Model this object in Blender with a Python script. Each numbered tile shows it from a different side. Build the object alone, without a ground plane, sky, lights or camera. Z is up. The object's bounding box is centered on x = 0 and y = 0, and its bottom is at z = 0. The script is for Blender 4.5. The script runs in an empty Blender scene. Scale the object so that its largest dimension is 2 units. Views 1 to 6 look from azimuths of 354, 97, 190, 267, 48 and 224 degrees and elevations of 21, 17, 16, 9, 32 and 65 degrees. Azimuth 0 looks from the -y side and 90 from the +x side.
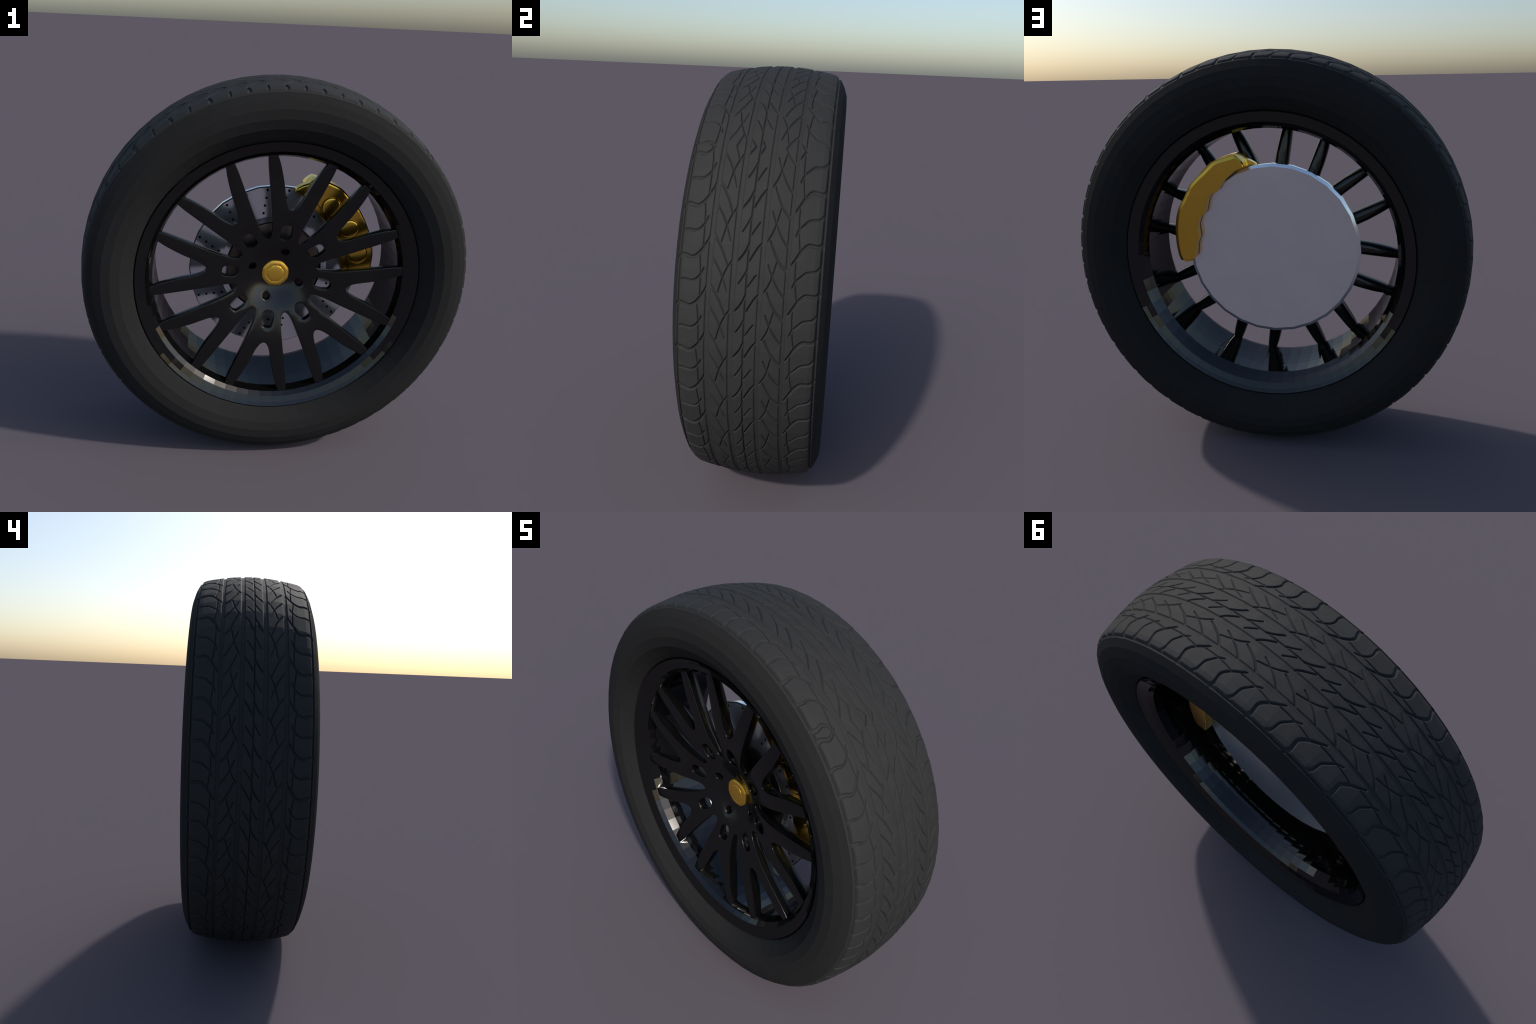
"""A sports-car wheel: grooved tyre, black multi-spoke rim, drilled brake disc and gold caliper.
The wheel axis is the y axis, the outer face looks towards -y, the axle height is z = 1."""
import bpy, math
import numpy as np
from mathutils import Vector
from mathutils.geometry import delaunay_2d_cdt

PI = math.pi
SEG = 64                      # the lathe count of the tyre and the rim
CZ = 1.0                      # axle height


# ----------------------------------------------------------------------------- materials
def new_mat(name):
    m = bpy.data.materials.new(name)
    m.use_nodes = True
    nt = m.node_tree
    b = nt.nodes["Principled BSDF"]
    return m, nt, b


def noise_color(nt, bsdf, c1, c2, scale, detail=6.0, rough=0.6, lo=0.35, hi=0.65):
    tc = nt.nodes.new("ShaderNodeTexCoord")
    n = nt.nodes.new("ShaderNodeTexNoise")
    n.inputs["Scale"].default_value = scale
    n.inputs["Detail"].default_value = detail
    n.inputs["Roughness"].default_value = rough
    r = nt.nodes.new("ShaderNodeValToRGB")
    r.color_ramp.elements[0].position = lo
    r.color_ramp.elements[1].position = hi
    r.color_ramp.elements[0].color = (*c1, 1)
    r.color_ramp.elements[1].color = (*c2, 1)
    nt.links.new(tc.outputs["Object"], n.inputs["Vector"])
    nt.links.new(n.outputs["Fac"], r.inputs["Fac"])
    nt.links.new(r.outputs["Color"], bsdf.inputs["Base Color"])
    return tc, n, r


def grain_bump(nt, bsdf, tc, scale, strength, dist=0.001):
    n = nt.nodes.new("ShaderNodeTexNoise")
    n.inputs["Scale"].default_value = scale
    n.inputs["Detail"].default_value = 3
    bp = nt.nodes.new("ShaderNodeBump")
    bp.inputs["Strength"].default_value = strength
    bp.inputs["Distance"].default_value = dist
    nt.links.new(tc.outputs["Object"], n.inputs["Vector"])
    nt.links.new(n.outputs["Fac"], bp.inputs["Height"])
    nt.links.new(bp.outputs["Normal"], bsdf.inputs["Normal"])


def make_materials():
    M = {}
    m, nt, b = new_mat("tread_rubber")
    tc, n, r = noise_color(nt, b, (0.0255, 0.0255, 0.0253), (0.0312, 0.0312, 0.0309), 14.0, 9.0, 0.75, 0.3, 0.72)
    b.inputs["Roughness"].default_value = 0.75
    b.inputs["Specular IOR Level"].default_value = 0.22
    grain_bump(nt, b, tc, 330.0, 0.35, 0.0014)
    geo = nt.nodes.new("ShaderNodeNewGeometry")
    pr = nt.nodes.new("ShaderNodeValToRGB")  # groove shading tinted into the rubber: concave parts darkened
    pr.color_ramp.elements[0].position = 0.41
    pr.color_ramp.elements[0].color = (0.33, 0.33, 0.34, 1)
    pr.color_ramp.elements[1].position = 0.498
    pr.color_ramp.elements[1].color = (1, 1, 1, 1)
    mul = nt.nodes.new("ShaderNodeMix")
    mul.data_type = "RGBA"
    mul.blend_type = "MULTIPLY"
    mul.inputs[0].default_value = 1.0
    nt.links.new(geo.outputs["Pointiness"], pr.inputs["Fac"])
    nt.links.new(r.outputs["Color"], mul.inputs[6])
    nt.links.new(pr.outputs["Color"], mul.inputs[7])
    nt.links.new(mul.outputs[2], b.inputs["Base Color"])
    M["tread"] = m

    m, nt, b = new_mat("sidewall_rubber")
    tc, n, r = noise_color(nt, b, (0.0222, 0.0219, 0.0217), (0.0242, 0.0239, 0.0237), 5.0, 5.0)
    b.inputs["Roughness"].default_value = 0.9
    b.inputs["Specular IOR Level"].default_value = 0.06
    M["sidewall"] = m

    m, nt, b = new_mat("gloss_black_paint")
    b.inputs["Base Color"].default_value = (0.054, 0.054, 0.054, 1)
    b.inputs["Metallic"].default_value = 0.94
    b.inputs["Roughness"].default_value = 0.07
    b.inputs["Specular Tint"].default_value = (0.62, 0.62, 0.62, 1)
    M["rim"] = m

    m, nt, b = new_mat("spoke_black_paint")
    b.inputs["Base Color"].default_value = (0.054, 0.054, 0.054, 1)
    b.inputs["Metallic"].default_value = 0.94
    b.inputs["Roughness"].default_value = 0.19
    b.inputs["Specular Tint"].default_value = (0.72, 0.72, 0.72, 1)
    M["spoke"] = m

    m, nt, b = new_mat("gold_anodised")
    b.inputs["Base Color"].default_value = (0.88, 0.545, 0.08, 1)
    b.inputs["Metallic"].default_value = 1.0
    b.inputs["Roughness"].default_value = 0.22
    M["gold"] = m

    m, nt, b = new_mat("gold_satin")
    b.inputs["Base Color"].default_value = (0.92, 0.55, 0.085, 1)
    b.inputs["Metallic"].default_value = 1.0
    b.inputs["Roughness"].default_value = 0.42
    M["cap"] = m

    m, nt, b = new_mat("brake_steel")
    tc, n, r = noise_color(nt, b, (0.90, 0.93, 0.98), (0.94, 0.97, 1.0), 6.0)
    b.inputs["Metallic"].default_value = 0.89
    b.inputs["Roughness"].default_value = 0.19
    M["steel"] = m

    m, nt, b = new_mat("dark_steel")
    b.inputs["Base Color"].default_value = (0.20, 0.16, 0.145, 1)
    b.inputs["Metallic"].default_value = 1.0
    b.inputs["Roughness"].default_value = 0.35
    M["hat"] = m

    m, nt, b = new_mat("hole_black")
    b.inputs["Base Color"].default_value = (0.002, 0.002, 0.002, 1)  # coloured near black to paint the shadow inside drilled holes and gap
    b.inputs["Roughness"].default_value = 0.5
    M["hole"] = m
    return M


# ----------------------------------------------------------------------------- helpers
def mesh_object(name, verts, faces, mat, parent=None, smooth=None):
    me = bpy.data.meshes.new(name)
    me.from_pydata([tuple(map(float, v)) for v in verts], [], [tuple(map(int, f)) for f in faces])
    me.update()
    for mt in (mat if isinstance(mat, (list, tuple)) else [mat]):
        me.materials.append(mt)
    if smooth is not None:
        me.polygons.foreach_set("use_smooth", [True] * len(me.polygons))
        if smooth < 179:
            me.set_sharp_from_angle(angle=math.radians(smooth))
    ob = bpy.data.objects.new(name, me)
    bpy.context.scene.collection.objects.link(ob)
    if parent is not None:
        ob.parent = parent
    return ob


def fix_normals(ob):
    import bmesh
    bm = bmesh.new()
    bm.from_mesh(ob.data)
    bmesh.ops.recalc_face_normals(bm, faces=bm.faces)
    bm.to_mesh(ob.data)
    bm.free()
    ob.data.update()


def rot_y(points, ang):
    """turn wheel-plane points (x, y, z about the axle) by ang degrees (x towards z)."""
    a = math.radians(ang)
    p = np.asarray(points, float)
    x = p[:, 0] * math.cos(a) - p[:, 2] * math.sin(a)
    z = p[:, 0] * math.sin(a) + p[:, 2] * math.cos(a)
    return np.stack([x, p[:, 1], z], 1)


def lathe(name, profile, mat, parent, seg=SEG, closed=True, phase=0.0, smooth=None):
    """turn a (radius, y) profile round the axle."""
    n = len(profile)
    verts, faces = [], []
    for i in range(seg):
        a = 2 * PI * i / seg + math.radians(phase)
        for r, y in profile:
            verts.append((r * math.cos(a), y, CZ + r * math.sin(a)))
    last = n if closed else n - 1
    for i in range(seg):
        j = (i + 1) % seg
        for k in range(last):
            l = (k + 1) % n
            faces.append((i * n + k, j * n + k, j * n + l, i * n + l))
    if not closed:
        for k in (0, n - 1):
            if profile[k][0] > 1e-6:
                faces.append(tuple(i * n + k for i in range(seg)))
    ob = mesh_object(name, verts, faces, mat, parent, smooth)
    fix_normals(ob)
    if smooth is not None and smooth < 179:
        ob.data.set_sharp_from_angle(angle=math.radians(smooth))
    return ob


def catmull(pts, step, closed=False):
    """smooth curve through 2D control points, resampled about every `step`."""
    p = np.asarray(pts, float)
    n = len(p)
    out = []
    last = n if closed else n - 1
    for i in range(last):
        if closed:
            a, b, c, d = p[(i - 1) % n], p[i], p[(i + 1) % n], p[(i + 2) % n]
        else:
            b, c = p[i], p[i + 1]
            a = p[i - 1] if i > 0 else 2 * b - c
            d = p[i + 2] if i + 2 < n else 2 * c - b
        k = max(1, int(round(np.linalg.norm(c - b) / step)))
        for j in range(k):
            t = j / k
            out.append(0.5 * (2 * b + (c - a) * t + (2 * a - 5 * b + 4 * c - d) * t * t
                              + (3 * b - a - 3 * c + d) * t ** 3))
    if not closed:
        out.append(p[-1])
    return np.array(out)


def inside(poly, pts):
    """even-odd test of many points against one polygon."""
    x, z = pts[:, 0], pts[:, 1]
    res = np.zeros(len(pts), bool)
    q = np.roll(poly, -1, 0)
    for (x1, z1), (x2, z2) in zip(poly, q):
        if z1 == z2:
            continue
        hit = (z1 > z) != (z2 > z)
        xx = x1 + (z - z1) / (z2 - z1) * (x2 - x1)
        res ^= hit & (x < xx)
    return res


def seg_dist(pts, a, b):
    d = b - a
    L = float(d @ d) + 1e-12
    t = np.clip(((pts - a) @ d) / L, 0, 1)
    return np.linalg.norm(pts - a - t[:, None] * d, axis=1), t


def poly_dist(poly, pts):
    m = np.full(len(pts), 1e9)
    for a, b in zip(poly, np.roll(poly, -1, 0)):
        m = np.minimum(m, seg_dist(pts, a, b)[0])
    return m


def inset(poly, d):
    """move a counter-clockwise closed polygon inwards by d (outwards for a clockwise hole)."""
    prv, nxt = np.roll(poly, 1, 0), np.roll(poly, -1, 0)
    t = nxt - prv
    t /= np.linalg.norm(t, axis=1)[:, None] + 1e-12
    nrm = np.stack([-t[:, 1], t[:, 0]], 1)
    return poly + d * nrm


def ccw(poly, want=True):
    a = np.sum(poly[:, 0] * np.roll(poly[:, 1], -1) - np.roll(poly[:, 0], -1) * poly[:, 1])
    return poly if (a > 0) == want else poly[::-1].copy()


def triangulate(outer, holes, fill):
    """triangles of a region with holes; `fill` are free points already inside it."""
    loops = [outer] + holes
    co, edges = [], []
    for lp in loops:
        s = len(co)
        co += [Vector((float(a), float(b))) for a, b in lp]
        edges += [(s + i, s + (i + 1) % len(lp)) for i in range(len(lp))]
    nb = len(co)
    co += [Vector((float(a), float(b))) for a, b in fill]
    vs, es, fs, ov, oe, of = delaunay_2d_cdt(co, edges, [], 0, 1e-7)
    v = np.array([(p.x, p.y) for p in vs])
    f = np.array([t for t in fs if len(t) == 3])
    c = v[f].mean(1)
    keep = inside(outer, c)
    for h in holes:
        keep &= ~inside(h, c)
    # where each input point went
    where = {}
    for i, src in enumerate(ov):
        for s in src:
            where[s] = i
    return v, f[keep], where, nb


def plate(outer, holes, fill, front, back, b_front, b_back, inset_back):
    """A thick plate in the wheel plane: region outline, front and back height as functions of
    radius, rounded front edges and a more strongly rounded back.  Returns verts, faces."""
    outer = ccw(outer, True)
    holes = [ccw(h, False) for h in holes]
    loops = [outer] + holes
    verts, faces = [], []

    def cap(in_by, height, flip, extra=()):
        lp = [inset(l, in_by) for l in loops]
        keep = [fill]
        for d in extra:                       # more free points along the edges for a rounded back
            for l in loops:
                q = inset(l, d)
                ok = inside(outer, q)
                dist = poly_dist(outer, q)
                for h in holes:
                    ok &= ~inside(h, q)
                    dist = np.minimum(dist, poly_dist(h, q))
                keep.append(q[ok & (dist > d * .93)])
        v, f, where, nb = triangulate(lp[0], lp[1:], np.concatenate(keep))
        s = len(verts)
        r = np.linalg.norm(v, axis=1)
        if extra:
            dist = poly_dist(outer, v)
            for h in holes:
                dist = np.minimum(dist, poly_dist(h, v))
            y = height(r, dist)
        else:
            y = height(r)
        verts.extend(np.stack([v[:, 0], y, v[:, 1]], 1).tolist())
        for t in f:
            a, b, c = v[t[0]], v[t[1]], v[t[2]]
            up = (b[0] - a[0]) * (c[1] - a[1]) - (b[1] - a[1]) * (c[0] - a[0]) > 0
            tt = t if up else t[::-1]
            # counter-clockwise in (x, z) looks towards -y
            tt = tt[::-1] if flip else tt
            faces.append(tuple(int(s + k) for k in tt))
        ids, k = [], 0
        for l in lp:
            ids.append([s + where[k + i] for i in range(len(l))])
            k += len(l)
        return ids

    def ring(in_by, height):
        ids = []
        for l in loops:
            q = inset(l, in_by)
            r = np.linalg.norm(q, axis=1)
            s = len(verts)
            verts.extend(np.stack([q[:, 0], height(r), q[:, 1]], 1).tolist())
            ids.append(list(range(s, s + len(q))))
        return ids

    def join(A, B):
        for a, b in zip(A, B):
            n = len(a)
            for i in range(n):
                j = (i + 1) % n
                faces.append((a[i], b[i], b[j], a[j]))

    k = 0.2929
    stack = [cap(b_front, front, False),
             ring(b_front * k, lambda r: front(r) + b_front * k),
             ring(0.0, lambda r: front(r) + b_front),
             ring(0.0, lambda r: back(r) - b_back)]

    def dome(r, d):
        t = np.clip(d / inset_back, 0, 1)
        return back(r) - b_back * (1 - np.sqrt(1 - (1 - t) ** 2))
    stack.append(cap(.0012, dome, True, (.0035, .0065, .0105)))
    for a, b in zip(stack[:-1], stack[1:]):
        join(a, b)
    return np.array(verts), faces


# ----------------------------------------------------------------------------- tyre
TREAD_Y = [0, 0.05, 0.10, 0.14, 0.20, 0.235, 0.25, 0.266]
TREAD_R = [1.0, 0.9985, 0.9945, 0.989, 0.979, 0.9715, 0.9650, 0.950]

# The tread block pattern, one pitch of it: (pitch phase, y) paths of the cut grooves, with the
# width at both ends, the depth and the width of the sloping wall.
PITCH = 0.19
GROOVES = [
    # shoulder on the outer side: a long and a short curved cut, and a thin slot between them
    ([(.339, -.2600), (.305, -.2458), (.320, -.2314), (.348, -.2144), (.320, -.1996), (.250, -.1848),
      (.150, -.1719), (.051, -.1616), (-.043, -.1524), (-.09, -.1510)], .0160, .0050, .0068, .0046),
    ([(.845, -.2560), (.813, -.2443), (.806, -.2316), (.819, -.2185), (.813, -.2034), (.775, -.1894),
      (.706, -.1776), (.638, -.1694), (.541, -.1627)], .0110, .0035, .0062, .0042),
    ([(.281, -.1823), (.483, -.1773), (.673, -.1743), (.926, -.1727), (1.097, -.1723)], .0036, .0036, .0062, .0038),
    # outer middle rib
    ([(-.107, -.1316), (.066, -.1096), (.248, -.0922), (.417, -.0789), (.484, -.0743)], .0085, .0045, .0050, .0036),
    ([(1.011, -.1051), (.863, -.0986), (.728, -.0916), (.599, -.0832), (.509, -.0756), (.457, -.0700),
      (.366, -.0603)], .0040, .0048, .0060, .0036),
    ([(.344, -.1311), (.542, -.1066), (.709, -.0911), (.817, -.0826), (.981, -.0723)], .0060, .0026, .0050, .0036),
    # centre rib
    ([(.376, -.0406), (.278, -.0261), (.161, -.0134), (.015, -.0026)], .0066, .0055, .0070, .0040),
    ([(.802, -.0311), (.677, -.0170), (.522, -.0032)], .0045, .0042, .0062, .0038),
    ([(.352, .0030), (.198, .0176), (.082, .0299), (.002, .0418)], .0050, .0066, .0070, .0040),
    ([(.864, .0020), (.751, .0148), (.677, .0230), (.622, .0299)], .0038, .0045, .0062, .0038),
    # inner middle rib
    ([(.950, .0610), (.802, .0765), (.649, .0869), (.517, .0929), (.342, .0999)], .0048, .0038, .0060, .0036),
    ([(-.062, .0731), (.111, .0869), (.302, .1045), (.407, .1196), (.493, .1340)], .0050, .0090, .0050, .0036),
    ([(.403, .0710), (.535, .0808), (.625, .0884), (.773, .1021), (.904, .1174), (1.017, .1340)], .0040, .0062, .0050, .0036),
    # shoulder on the inner side
    ([(.378, .1500), (.256, .1648), (.129, .1787), (.027, .1930), (-.032, .2056), (-.044, .2145), (-.035, .2282),
      (-.027, .2442), (-.050, .2529), (-.090, .2590)], .0050, .0160, .0068, .0046),
    ([(.811, .1605), (.733, .1660), (.672, .1724), (.579, .1901), (.515, .2027), (.492, .2137), (.474, .2363),
      (.441, .2472), (.391, .2533)], .0035, .0110, .0062, .0042),
    ([(.297, .1681), (.522, .1686), (.708, .1707), (.895, .1745), (1.085, .1799)], .0036, .0036, .0062, .0038),
]
# circumferential grooves: y of both edges, depth
RINGS = [(-.1515, -.1325, .0050), (-.0615, -.0410, .0050), (-.0054, -.0004, .0060),
         (.0405, .0590, .0050), (.1330, .1485, .0050), (-.2615, -.2540, .0085), (.2540, .2615, .0085)]
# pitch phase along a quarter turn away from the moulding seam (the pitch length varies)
QUARTER_DEG = [0, 10.4, 22.1, 32.7, 42.9, 53.0, 63.4, 75.2, 86.6, 90]
QUARTER_PHASE = [.220, 1, 2, 3, 4, 5, 6, 7, 8, 8.260]


def tread_relief(phase, ys):
    """groove depth over a (phase x y) grid."""
    Pm, Ym = np.meshgrid(phase * PITCH, ys, indexing="ij")
    depth = np.zeros(Pm.shape)
    smooth = lambda t: t * t * (3 - 2 * t)
    for y0, y1, dp in RINGS:
        w = 0.0034
        t = np.clip(np.minimum(Ym - y0, y1 - Ym) / w + 0.5, 0, 1)
        depth = np.maximum(depth, dp * smooth(t))
    paths = []
    for path, w0, w1, dp, wall in GROOVES:
        q = catmull([(a * PITCH, b) for a, b in path], 0.004)
        for k in range(-2, 10):
            paths.append((q + np.array([k * PITCH, 0]), w0, w1, dp, wall))
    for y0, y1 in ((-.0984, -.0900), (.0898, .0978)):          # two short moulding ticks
        paths.append((np.array([(1.198 * PITCH, y0), (1.198 * PITCH, y1)]), .003, .003, .003, .002))
    x = phase * PITCH
    for q, w0, w1, dp, wall in paths:
        m = max(w0, w1) + wall
        i = np.where((x > q[:, 0].min() - m) & (x < q[:, 0].max() + m))[0]
        j = np.where((ys > q[:, 1].min() - m) & (ys < q[:, 1].max() + m))[0]
        if not len(i) or not len(j):
            continue
        sub = np.ix_(i, j)
        pts = np.stack([Pm[sub].ravel(), Ym[sub].ravel()], 1)
        n = len(q) - 1
        best = np.full(len(pts), -1.0)
        for s in range(n):
            d, t = seg_dist(pts, q[s], q[s + 1])
            w = w0 + (w1 - w0) * (s + t) / n
            best = np.maximum(best, np.clip((w / 2 - d) / wall + 0.5, 0, 1))
        best = smooth(np.clip(best, 0, 1)) * dp
        depth[sub] = np.maximum(depth[sub], best.reshape(len(i), len(j)))
    return depth


def build_tread(M, parent):
    per_facet = 48
    nq = per_facet * SEG // 4
    cols = nq * 4
    ys = np.unique(np.concatenate([np.linspace(-.266, .266, 321)]))
    rows = len(ys)
    away = np.arange(nq + 1) * 90.0 / nq
    q1 = tread_relief(np.interp(away, QUARTER_DEG, QUARTER_PHASE), ys)
    base = np.interp(np.abs(ys), TREAD_Y, TREAD_R)
    # fade the relief out at the very edge so that it meets the sidewall
    fade = np.clip((0.266 - np.abs(ys)) / 0.002, 0, 1)
    q1 = q1 * fade[None, :]
    # both halves start at the seam at 45 degrees and run away from it, two quarters each
    depth = np.zeros((cols, rows))
    i = np.arange(cols)
    ang = 45.0 + i * 360.0 / cols
    off = np.where(i <= cols // 2, i, cols - i)
    k = np.where(off >= nq, off - nq, off)
    k = np.where(off == cols // 2, nq, k)
    depth[:] = q1[k]
    f = 360.0 / SEG
    local = np.radians((ang % f) - f / 2)
    flat = math.cos(PI / SEG) / np.cos(local)
    r = base[None, :] * flat[:, None] - depth
    a = np.radians(ang)
    V = np.empty((cols, rows, 3), np.float32)
    V[..., 0] = r * np.cos(a)[:, None]
    V[..., 1] = ys[None, :]
    V[..., 2] = CZ + r * np.sin(a)[:, None]
    idx = np.arange(cols * rows).reshape(cols, rows)
    nxt = np.roll(idx, -1, 0)
    F = np.stack([idx[:, :-1], idx[:, 1:], nxt[:, 1:], nxt[:, :-1]], -1).reshape(-1, 4).astype(np.int32)
    me = bpy.data.meshes.new("tread")
    me.vertices.add(cols * rows)
    me.vertices.foreach_set("co", V.ravel())
    me.loops.add(F.size)
    me.loops.foreach_set("vertex_index", F.ravel())
    me.polygons.add(len(F))
    me.polygons.foreach_set("loop_start", np.arange(0, F.size, 4, dtype=np.int32))
    me.update(calc_edges=True)
    me.validate()
    me.polygons.foreach_set("use_smooth", np.ones(len(F), bool))
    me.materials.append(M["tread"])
    ob = bpy.data.objects.new("tread", me)
    bpy.context.scene.collection.objects.link(ob)
    ob.parent = parent
    # make sure the faces look outwards
    p = me.polygons[10]
    c = Vector(p.center) - Vector((0, p.center[1], CZ))
    if p.normal.dot(c) < 0:
        me.flip_normals()
    return ob


def build_tyre(M, parent):
    side = [(.950, .266), (.918, .284), (.8775, .298), (.8325, .300), (.7875, .288), (.7455, .256),
            (.7290, .2405), (.7262, .2340), (.7225, .212), (.690, .190)]
    prof = [(r, -y) for r, y in side] + [(r, y) for r, y in reversed(side)]
    # the tyre body is open under the tread; the tread part closes it
    n = len(prof)
    verts, faces = [], []
    for i in range(SEG):
        a = 2 * PI * i / SEG
        for r, y in prof:
            verts.append((r * math.cos(a), y, CZ + r * math.sin(a)))
    for i in range(SEG):
        j = (i + 1) % SEG
        for k in range(n - 1):
            faces.append((i * n + k, i * n + k + 1, j * n + k + 1, j * n + k))
    ob = mesh_object("sidewall", verts, faces, M["sidewall"], parent)
    p = ob.data.polygons[2]
    if p.normal[1] > 0:
        ob.data.flip_normals()
    build_tread(M, ob)
    return ob


# ----------------------------------------------------------------------------- rim
def build_rim(M, parent):
    lip = [(.7190, .2376), (.7000, .2276), (.6710, .2150), (.6520, .1940)]
    barrel = [(.6372, .152), (.6405, .100), (.6430, .050)]
    half = lip + barrel
    inner = [(r, -y) for r, y in half] + [(.6436, 0.0)] + [(r, y) for r, y in reversed(half)]
    outer = [(.7140, .212), (.668, .16), (.662, .0), (.668, -.16), (.7140, -.212)]
    return lathe("rim", inner + outer, M["rim"], parent)


# dish of the wheel face: y of the front surface by radius
FACE_R = [0, .060, .080, .100, .130, .170, .217, .250, .290, .330, .370, .450, .550, .650, .700]
FACE_Y = [-.073, -.0735, -.0765, -.084, -.0990, -.1185, -.1355, -.1445, -.1545, -.1635, -.1710, -.1785, -.1850, -.1905, -.193]
DEEP_R = [0, .20, .26, .37, .50, .65, .70]
DEEP_T = [.050, .050, .058, .064, .062, .055, .055]


def face_y(r):
    # smoothed interpolation of the dish
    w = 0.012
    return sum(np.interp(np.maximum(r + d, 0), FACE_R, FACE_Y) for d in (-2 * w, -w, 0, w, 2 * w)) / 5


def back_y(r):
    return face_y(r) + np.interp(r, DEEP_R, DEEP_T)


PAIR_PHASE = 36.85            # direction of one spoke pair; there are eight


def polar(pts, turn=0.0):
    p = np.asarray(pts, float)
    a = np.radians(p[:, 1] + turn)
    return np.stack([p[:, 0] * np.cos(a), p[:, 0] * np.sin(a)], 1)


def build_wheel_face(M, parent):
    # half of one pair's outline, (radius, degrees off the pair axis), deep notch to shallow notch
    deep = [(.2125, 22.5), (.2165, 20.2), (.2270, 18.2), (.2420, 16.9), (.2650, 16.1), (.300, 15.6)]
    flank = [(.36, 15.4), (.44, 15.4), (.52, 15.45), (.60, 15.45), (.645, 15.2), (.672, 15.0)]
    inner = [(.672, 11.5), (.645, 11.0), (.60, 9.75), (.555, 8.65), (.50, 7.3), (.455, 6.3), (.42, 5.3),
             (.395, 4.0), (.380, 2.7), (.3715, 1.3), (.369, 0.0)]
    def half(turn, mirror):
        s = -1.0 if mirror else 1.0
        a = catmull(polar([(r, s * t) for r, t in deep + flank], turn), .010)
        b = catmull(polar([(r, s * t) for r, t in inner], turn), .010)
        p = np.concatenate([a, b])
        return p
    out = []
    for k in range(8):
        turn = PAIR_PHASE + 45 * k
        left = half(turn, True)                 # from the deep notch up and in to the shallow one
        right = half(turn, False)[::-1]
        out.append(left[:-1])
        out.append(right[:-1])
    outer = np.concatenate(out)
    # drop doubled points
    keep = np.linalg.norm(outer - np.roll(outer, 1, 0), axis=1) > 1e-4
    outer = outer[keep]

    win = [(.288, 0), (.2875, 3.0), (.282, 4.8), (.268, 5.9), (.250, 6.9), (.232, 7.5), (.217, 7.0), (.2065, 5.2),
           (.201, 2.6), (.1995, 0)]
    win = win + [(r, -t) for r, t in reversed(win[1:-1])]
    holes = [catmull(polar(win, PAIR_PHASE + 45 * k), .008, closed=True) for k in range(8)]
    for k in range(4):
        c = polar([(.131, 70 + 90 * k)])[0]
        t = np.linspace(0, 2 * PI, 20, endpoint=False)
        holes.append(c + .0205 * np.stack([np.cos(t), np.sin(t)], 1))

    # free points, a polar net kept clear of the edges
    fill = []
    for r in np.arange(.012, .67, .0125):
        n = max(6, int(2 * PI * r / .0135))
        t = np.arange(n) * 2 * PI / n + (.5 if int(r / .0125) % 2 else 0) * 2 * PI / n
        fill.append(np.stack([r * np.cos(t), r * np.sin(t)], 1))
    fill = np.concatenate(fill)
    ok = inside(outer, fill) & (poly_dist(outer, fill) > .0135)
    for h in holes:
        ok &= ~inside(h, fill) & (poly_dist(h, fill) > .0125)
    verts, faces = plate(outer, holes, fill[ok], face_y, back_y, .0022, .030, .026)
    verts[:, 2] += CZ
    whole = mesh_object("hub", verts, faces, M["spoke"], None, smooth=38)
    me = whole.data
    # give every spoke its own object, keeping the shading of the one smooth casting
    nl = len(me.loops)
    cn = np.empty(nl * 3, np.float32)
    me.corner_normals.foreach_get("vector", cn)
    cn = cn.reshape(-1, 3)
    cen = np.array([p.center for p in me.polygons])
    rr = np.hypot(cen[:, 0], cen[:, 2] - CZ)
    aa = (np.degrees(np.arctan2(cen[:, 2] - CZ, cen[:, 0])) - PAIR_PHASE) % 360
    part = np.where(rr > .39, (np.floor((aa + 22.5) / 22.5)).astype(int) % 16, -1)
    co = np.array([v.co for v in me.vertices])
    polys = [list(p.vertices) for p in me.polygons]
    starts = [p.loop_start for p in me.polygons]

    def piece(name, sel, par):
        used = sorted({v for i in sel for v in polys[i]})
        mp = {v: n for n, v in enumerate(used)}
        ob = mesh_object(name, co[used], [[mp[v] for v in polys[i]] for i in sel], M["spoke"], par)
        ob.data.polygons.foreach_set("use_smooth", [True] * len(ob.data.polygons))
        nrm = [tuple(map(float, cn[starts[i] + k])) for i in sel for k in range(len(polys[i]))]
        ob.data.normals_split_custom_set(nrm)
        return ob
    hub = piece("hub", np.where(part == -1)[0], parent)
    for k in range(16):
        piece("spoke", np.where(part == k)[0], parent)
    bpy.data.objects.remove(whole, do_unlink=True)
    return hub


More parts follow.
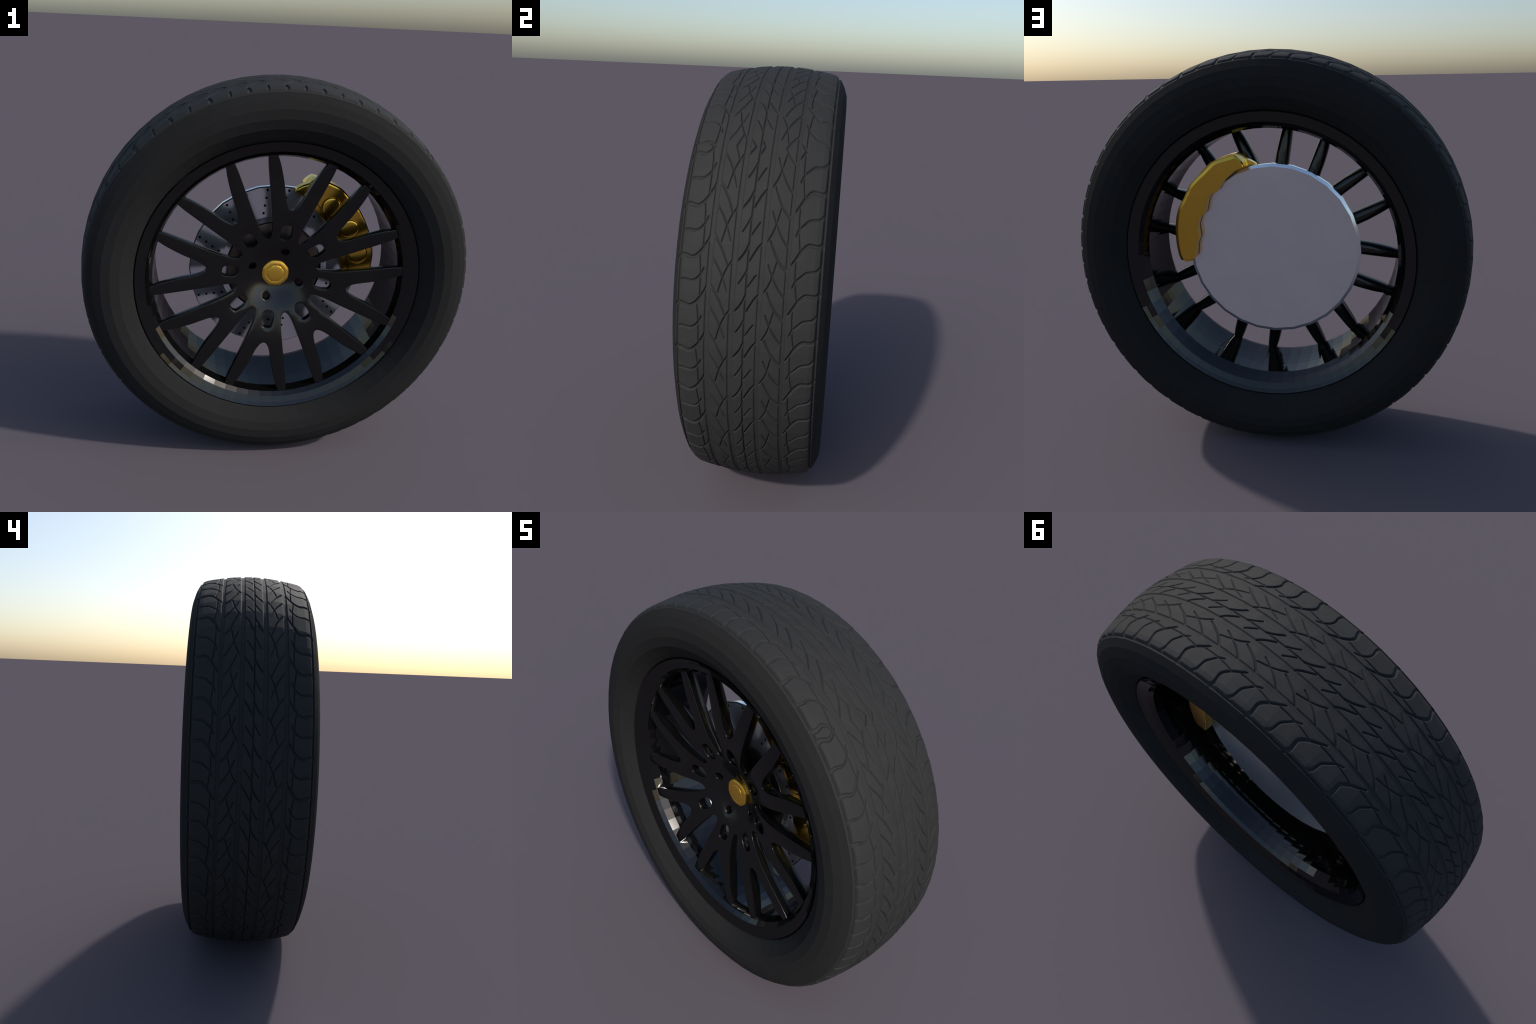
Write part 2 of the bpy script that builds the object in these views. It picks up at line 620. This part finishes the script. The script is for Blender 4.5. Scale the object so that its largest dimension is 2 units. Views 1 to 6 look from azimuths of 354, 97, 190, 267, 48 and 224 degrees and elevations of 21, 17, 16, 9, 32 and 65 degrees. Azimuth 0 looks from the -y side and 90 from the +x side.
def build_centre_cap(M, hub):
    """gold eight-sided screw cap with a recessed domed button."""
    verts, faces = [], []
    # (radius, y, roundness: 0 octagon .. 1 circle)
    rings = [(.069, -.066, 0.8), (.0728, -.072, 0.62), (.0738, -.0770, 0.62), (.0718, -.0818, 0.6), (.0640, -.0858, 0.5),
             (.0532, -.0878, 0.3), (.0488, -.0862, 0.3), (.0462, -.0862, 0.5), (.0435, -.0876, 1.0),
             (.0370, -.0890, 1.0), (.0240, -.0898, 1.0), (.0100, -.0902, 1.0)]
    n = 64
    for r, y, rd in rings:
        for i in range(n):
            a = 2 * PI * i / n + math.radians(20)
            loc = ((a - math.radians(20)) % (PI / 4)) - PI / 8
            # octagon with slightly hollow sides
            f = (math.cos(PI / 8) / math.cos(loc)) * (1 - rd) + rd * 1.0
            q = r * f
            verts.append((q * math.cos(a), y, CZ + q * math.sin(a)))
    m = len(rings)
    for k in range(m - 1):
        for i in range(n):
            j = (i + 1) % n
            faces.append((k * n + i, k * n + j, (k + 1) * n + j, (k + 1) * n + i))
    verts.append((0, -.0901, CZ))
    for i in range(n):
        faces.append(((m - 1) * n + i, (m - 1) * n + (i + 1) % n, len(verts) - 1))
    faces.append(tuple(range(n))[::-1])
    ob = mesh_object("centre_cap", verts, faces, M["cap"], hub, smooth=35)
    fix_normals(ob)
    ob.data.set_sharp_from_angle(angle=math.radians(35))
    return ob


# ----------------------------------------------------------------------------- brake
def build_disc(M, root):
    seg = 28
    front, back, rmax = -.002, .033, .4525
    a = 2 * PI * np.arange(seg) / seg + PI / 2
    outer = np.stack([np.cos(a), np.sin(a)], 1)
    holes = []
    t = np.linspace(0, 2 * PI, 12, endpoint=False)
    for k in range(24):
        for r, d in ((.4310, 0.0), (.3905, 1.4), (.3510, 3.4), (.3115, 5.7)):
            c = polar([(r, 97 + 15 * k + d)])[0]
            holes.append(c + .0068 * np.stack([np.cos(t), np.sin(t)], 1))
    verts, faces, mats = [], [], []
    rim_in = .287
    ti = 2 * PI * np.arange(56) / 56 + PI / 2
    bore = rim_in * np.stack([np.cos(ti), np.sin(ti)], 1)
    v, f, where, nb = triangulate(outer * .447, [ccw(h, False) for h in holes] + [bore[::-1]], np.zeros((0, 2)))
    verts.extend(np.stack([v[:, 0], np.full(len(v), front), v[:, 1] + CZ], 1).tolist())
    for tr in f:
        p, q, r = v[tr[0]], v[tr[1]], v[tr[2]]
        up = (q[0] - p[0]) * (r[1] - p[1]) - (q[1] - p[1]) * (r[0] - p[0]) > 0
        faces.append(tuple(int(k) for k in (tr if up else tr[::-1])))
        mats.append(0)
    # drilled walls
    for h in holes:
        s = len(verts)
        n = len(h)
        for y in (front, front + .028):
            verts.extend([(p[0], y, p[1] + CZ) for p in h])
        for i in range(n):
            j = (i + 1) % n
            faces.append((s + i, s + j, s + n + j, s + n + i))
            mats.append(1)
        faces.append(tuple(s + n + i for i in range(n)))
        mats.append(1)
    # rim of the disc and the closed back
    s = len(verts)
    prof = [(.447, front), (rmax, front + .006), (rmax, back - .0060), (.4370, back), (.20, back)]
    for r, y in prof:
        verts.extend([(r * p[0], y, r * p[1] + CZ) for p in outer])
    for k in range(len(prof) - 1):
        for i in range(seg):
            j = (i + 1) % seg
            faces.append((s + k * seg + i, s + k * seg + j, s + (k + 1) * seg + j, s + (k + 1) * seg + i))
            mats.append(0)
    faces.append(tuple(s + (len(prof) - 1) * seg + i for i in range(seg)))
    mats.append(0)
    # stepped inner land and the black gap next to the hat
    s = len(verts)
    land = [(rim_in, front), (.280, front + .0014), (.2585, front + .0020), (.2580, front + .022)]
    for r, y in land:
        verts.extend([(r / rim_in * p[0], y, r / rim_in * p[1] + CZ) for p in bore])
    for k in range(len(land) - 1):
        for i in range(56):
            j = (i + 1) % 56
            faces.append((s + k * 56 + i, s + k * 56 + j, s + (k + 1) * 56 + j, s + (k + 1) * 56 + i))
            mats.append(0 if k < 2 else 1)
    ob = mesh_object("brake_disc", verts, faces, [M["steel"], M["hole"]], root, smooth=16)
    ob.data.polygons.foreach_set("material_index", mats)
    fix_normals(ob)
    ob.data.set_sharp_from_angle(angle=math.radians(16))

    # hat: the dark mounting bell inside the disc, with five dark discs on it
    hp = [(.2515, .020), (.2515, .003), (.2490, .0005), (.2440, -.0005), (.12, -.0030), (.070, -.005), (0.001, -.005)]
    hat = lathe("disc_hat", hp, M["hat"], ob, seg=56, closed=False, smooth=30)
    t = np.linspace(0, 2 * PI, 24, endpoint=False)
    for k in range(5):
        c = polar([(.186, 93.7 + 72 * k)])[0]
        vv = [(c[0] + .024 * math.cos(u), -.0040, CZ + c[1] + .024 * math.sin(u)) for u in t]
        vv += [(c[0] + .020 * math.cos(u), -.0055, CZ + c[1] + .020 * math.sin(u)) for u in t]
        ff = [(i, (i + 1) % 24, 24 + (i + 1) % 24, 24 + i) for i in range(24)] + [tuple(range(24, 48))]
        mesh_object("dark_disc", vv, ff, M["hole"], hat)
    return ob


def loft_along(name, stations, mat, parent, smooth):
    """closed (radius, y) sections at given angles, joined and capped."""
    verts, faces = [], []
    n = len(stations[0][1])
    for a, sec in stations:
        ca, sa = math.cos(math.radians(a)), math.sin(math.radians(a))
        for r, y in sec:
            verts.append((r * ca, y, CZ + r * sa))
    for k in range(len(stations) - 1):
        for i in range(n):
            j = (i + 1) % n
            faces.append((k * n + i, k * n + j, (k + 1) * n + j, (k + 1) * n + i))
    faces.append(tuple(range(n)))
    faces.append(tuple((len(stations) - 1) * n + i for i in range(n))[::-1])
    ob = mesh_object(name, verts, faces, mat, parent, smooth=smooth)
    fix_normals(ob)
    ob.data.set_sharp_from_angle(angle=math.radians(smooth))
    return ob


def eased(lo, hi, step, soft=0.9):
    """angles from lo to hi with two extra close ones at each end; gives (angle, end shrink)."""
    mid = np.arange(lo + soft, hi - soft + .01, (hi - lo - 2 * soft) / round((hi - lo) / step))
    return ([(lo, 1.0), (lo + soft * .3, .35)] + [(a, 0.0) for a in mid] + [(hi - soft * .3, .35), (hi, 1.0)])


def build_caliper(M, root):
    """Caliper body: an outer half with the bridge over the disc edge, and an inner half."""
    sta = []
    for a, e in eased(-9.5, 78.6, 1.4):
        ro = np.interp(a, [-9.5, -6, -3, 4, 10, 20, 27, 33, 38.5, 41, 48, 54, 58, 63, 67, 70.2, 71.6, 73, 75, 78.6],
                       [.492, .508, .519, .527, .536, .541, .543, .546, .550, .548, .551, .557, .553, .546, .541, .534, .505, .494, .482, .456])
        fi = np.interp(a, [-9.5, -3, 1, 8, 14, 20, 29, 36, 44, 47.5, 52, 60, 70, 78.6],
                       [.392, .376, .366, .358, .362, .372, .374, .372, .379, .371, .372, .388, .420, .434])
        y0 = np.interp(a, [-9.5, -6, 70, 72, 78.6], [-.042, -.050, -.050, -.044, -.040])
        br = min(.4575, ro - .012)
        fi = min(fi, br - .016)
        yb = np.interp(a, [-9.5, 70, 73, 78.6], [.030, .030, .012, .004])
        g = .006 * e
        ri, rr, yf = fi + g, ro - g, y0 + g
        sec = [(br, -.013), (ri + .003, -.013), (ri, -.016), (ri, yf + .018), (ri + .002, yf + .013), (ri + .006, yf + .011),
               (min(ri + .028, br - .008), yf + .009), (min(ri + .032, br - .006), yf + .002), (min(ri + .036, br - .004), yf),
               (rr - .012, yf), (rr - .006, yf + .0015), (rr - .002, yf + .006), (rr, yf + .012),
               (rr, yb), (br, yb)]
        sta.append((a, sec))
    ob = loft_along("brake_caliper", sta, M["gold"], root, 14)
    sta = []
    for a, e in eased(-6.6, 73.2, 1.4):
        ro = np.interp(a, [-6.6, -3, 2, 10, 20, 25, 31, 37, 38.6, 40.5, 50, 58, 65, 70, 73.2],
                       [.494, .503, .510, .521, .535, .538, .536, .541, .546, .545, .542, .551, .538, .533, .487])
        bi = np.interp(a, [-6.6, -4, 1, 5, 7.5, 10, 13, 19, 22, 25.5, 29.5, 32, 39, 43, 45, 48.5, 56, 65, 73.2],
                       [.421, .407, .403, .402, .396, .391, .396, .413, .414, .416, .401, .404, .425, .432, .431, .418, .438, .453, .478])
        br = min(.4590, ro - .008)
        bi = min(bi, br - .002) if a < 71 else br - .001
        g = .006 * e
        ri, rr, y1 = bi + g * .5, ro - g, .092 - g * .8
        sec = [(br, .0285), (br, .042), (ri + .002, .042), (ri, .045), (ri, y1 - .004), (ri + .001, y1 - .001), (ri + .004, y1),
               (rr - .018, y1), (rr - .002, y1 - .0056), (rr, y1 - .011), (rr, .0285)]
        sta.append((a, sec))
    loft_along("caliper_half", sta, M["gold"], ob, 14)

    # three domed piston covers
    for ang in (52.2, 31.8, 12.6):
        c = polar([(.4515, ang)])[0]
        rings = [(.0545, -.0490), (.0535, -.0515), (.0520, -.0505), (.0508, -.0540), (.0490, -.0566), (.0455, -.0584),
                 (.0390, -.0594), (.0250, -.0602), (.0080, -.0606)]
        v, f = [], []
        m = 32
        for r, y in rings:
            for i in range(m):
                u = 2 * PI * i / m
                v.append((c[0] + r * math.cos(u), y, CZ + c[1] + r * math.sin(u)))
        for k in range(len(rings) - 1):
            for i in range(m):
                j = (i + 1) % m
                f.append((k * m + i, k * m + j, (k + 1) * m + j, (k + 1) * m + i))
        f.append(tuple((len(rings) - 1) * m + i for i in range(m)))
        mesh_object("piston_cover", v, f, M["gold"], ob, smooth=30)
    return ob


# ----------------------------------------------------------------------------- assembly
def main():
    M = make_materials()
    root = bpy.data.objects.new("car_wheel", None)
    bpy.context.scene.collection.objects.link(root)
    root["label"] = "black multi-spoke car wheel with tyre and gold brake caliper"
    root["category"] = "car wheel"
    build_tyre(M, root)
    rim = build_rim(M, root)
    hub = build_wheel_face(M, rim)
    build_centre_cap(M, rim)
    build_disc(M, root)
    build_caliper(M, root)


main()
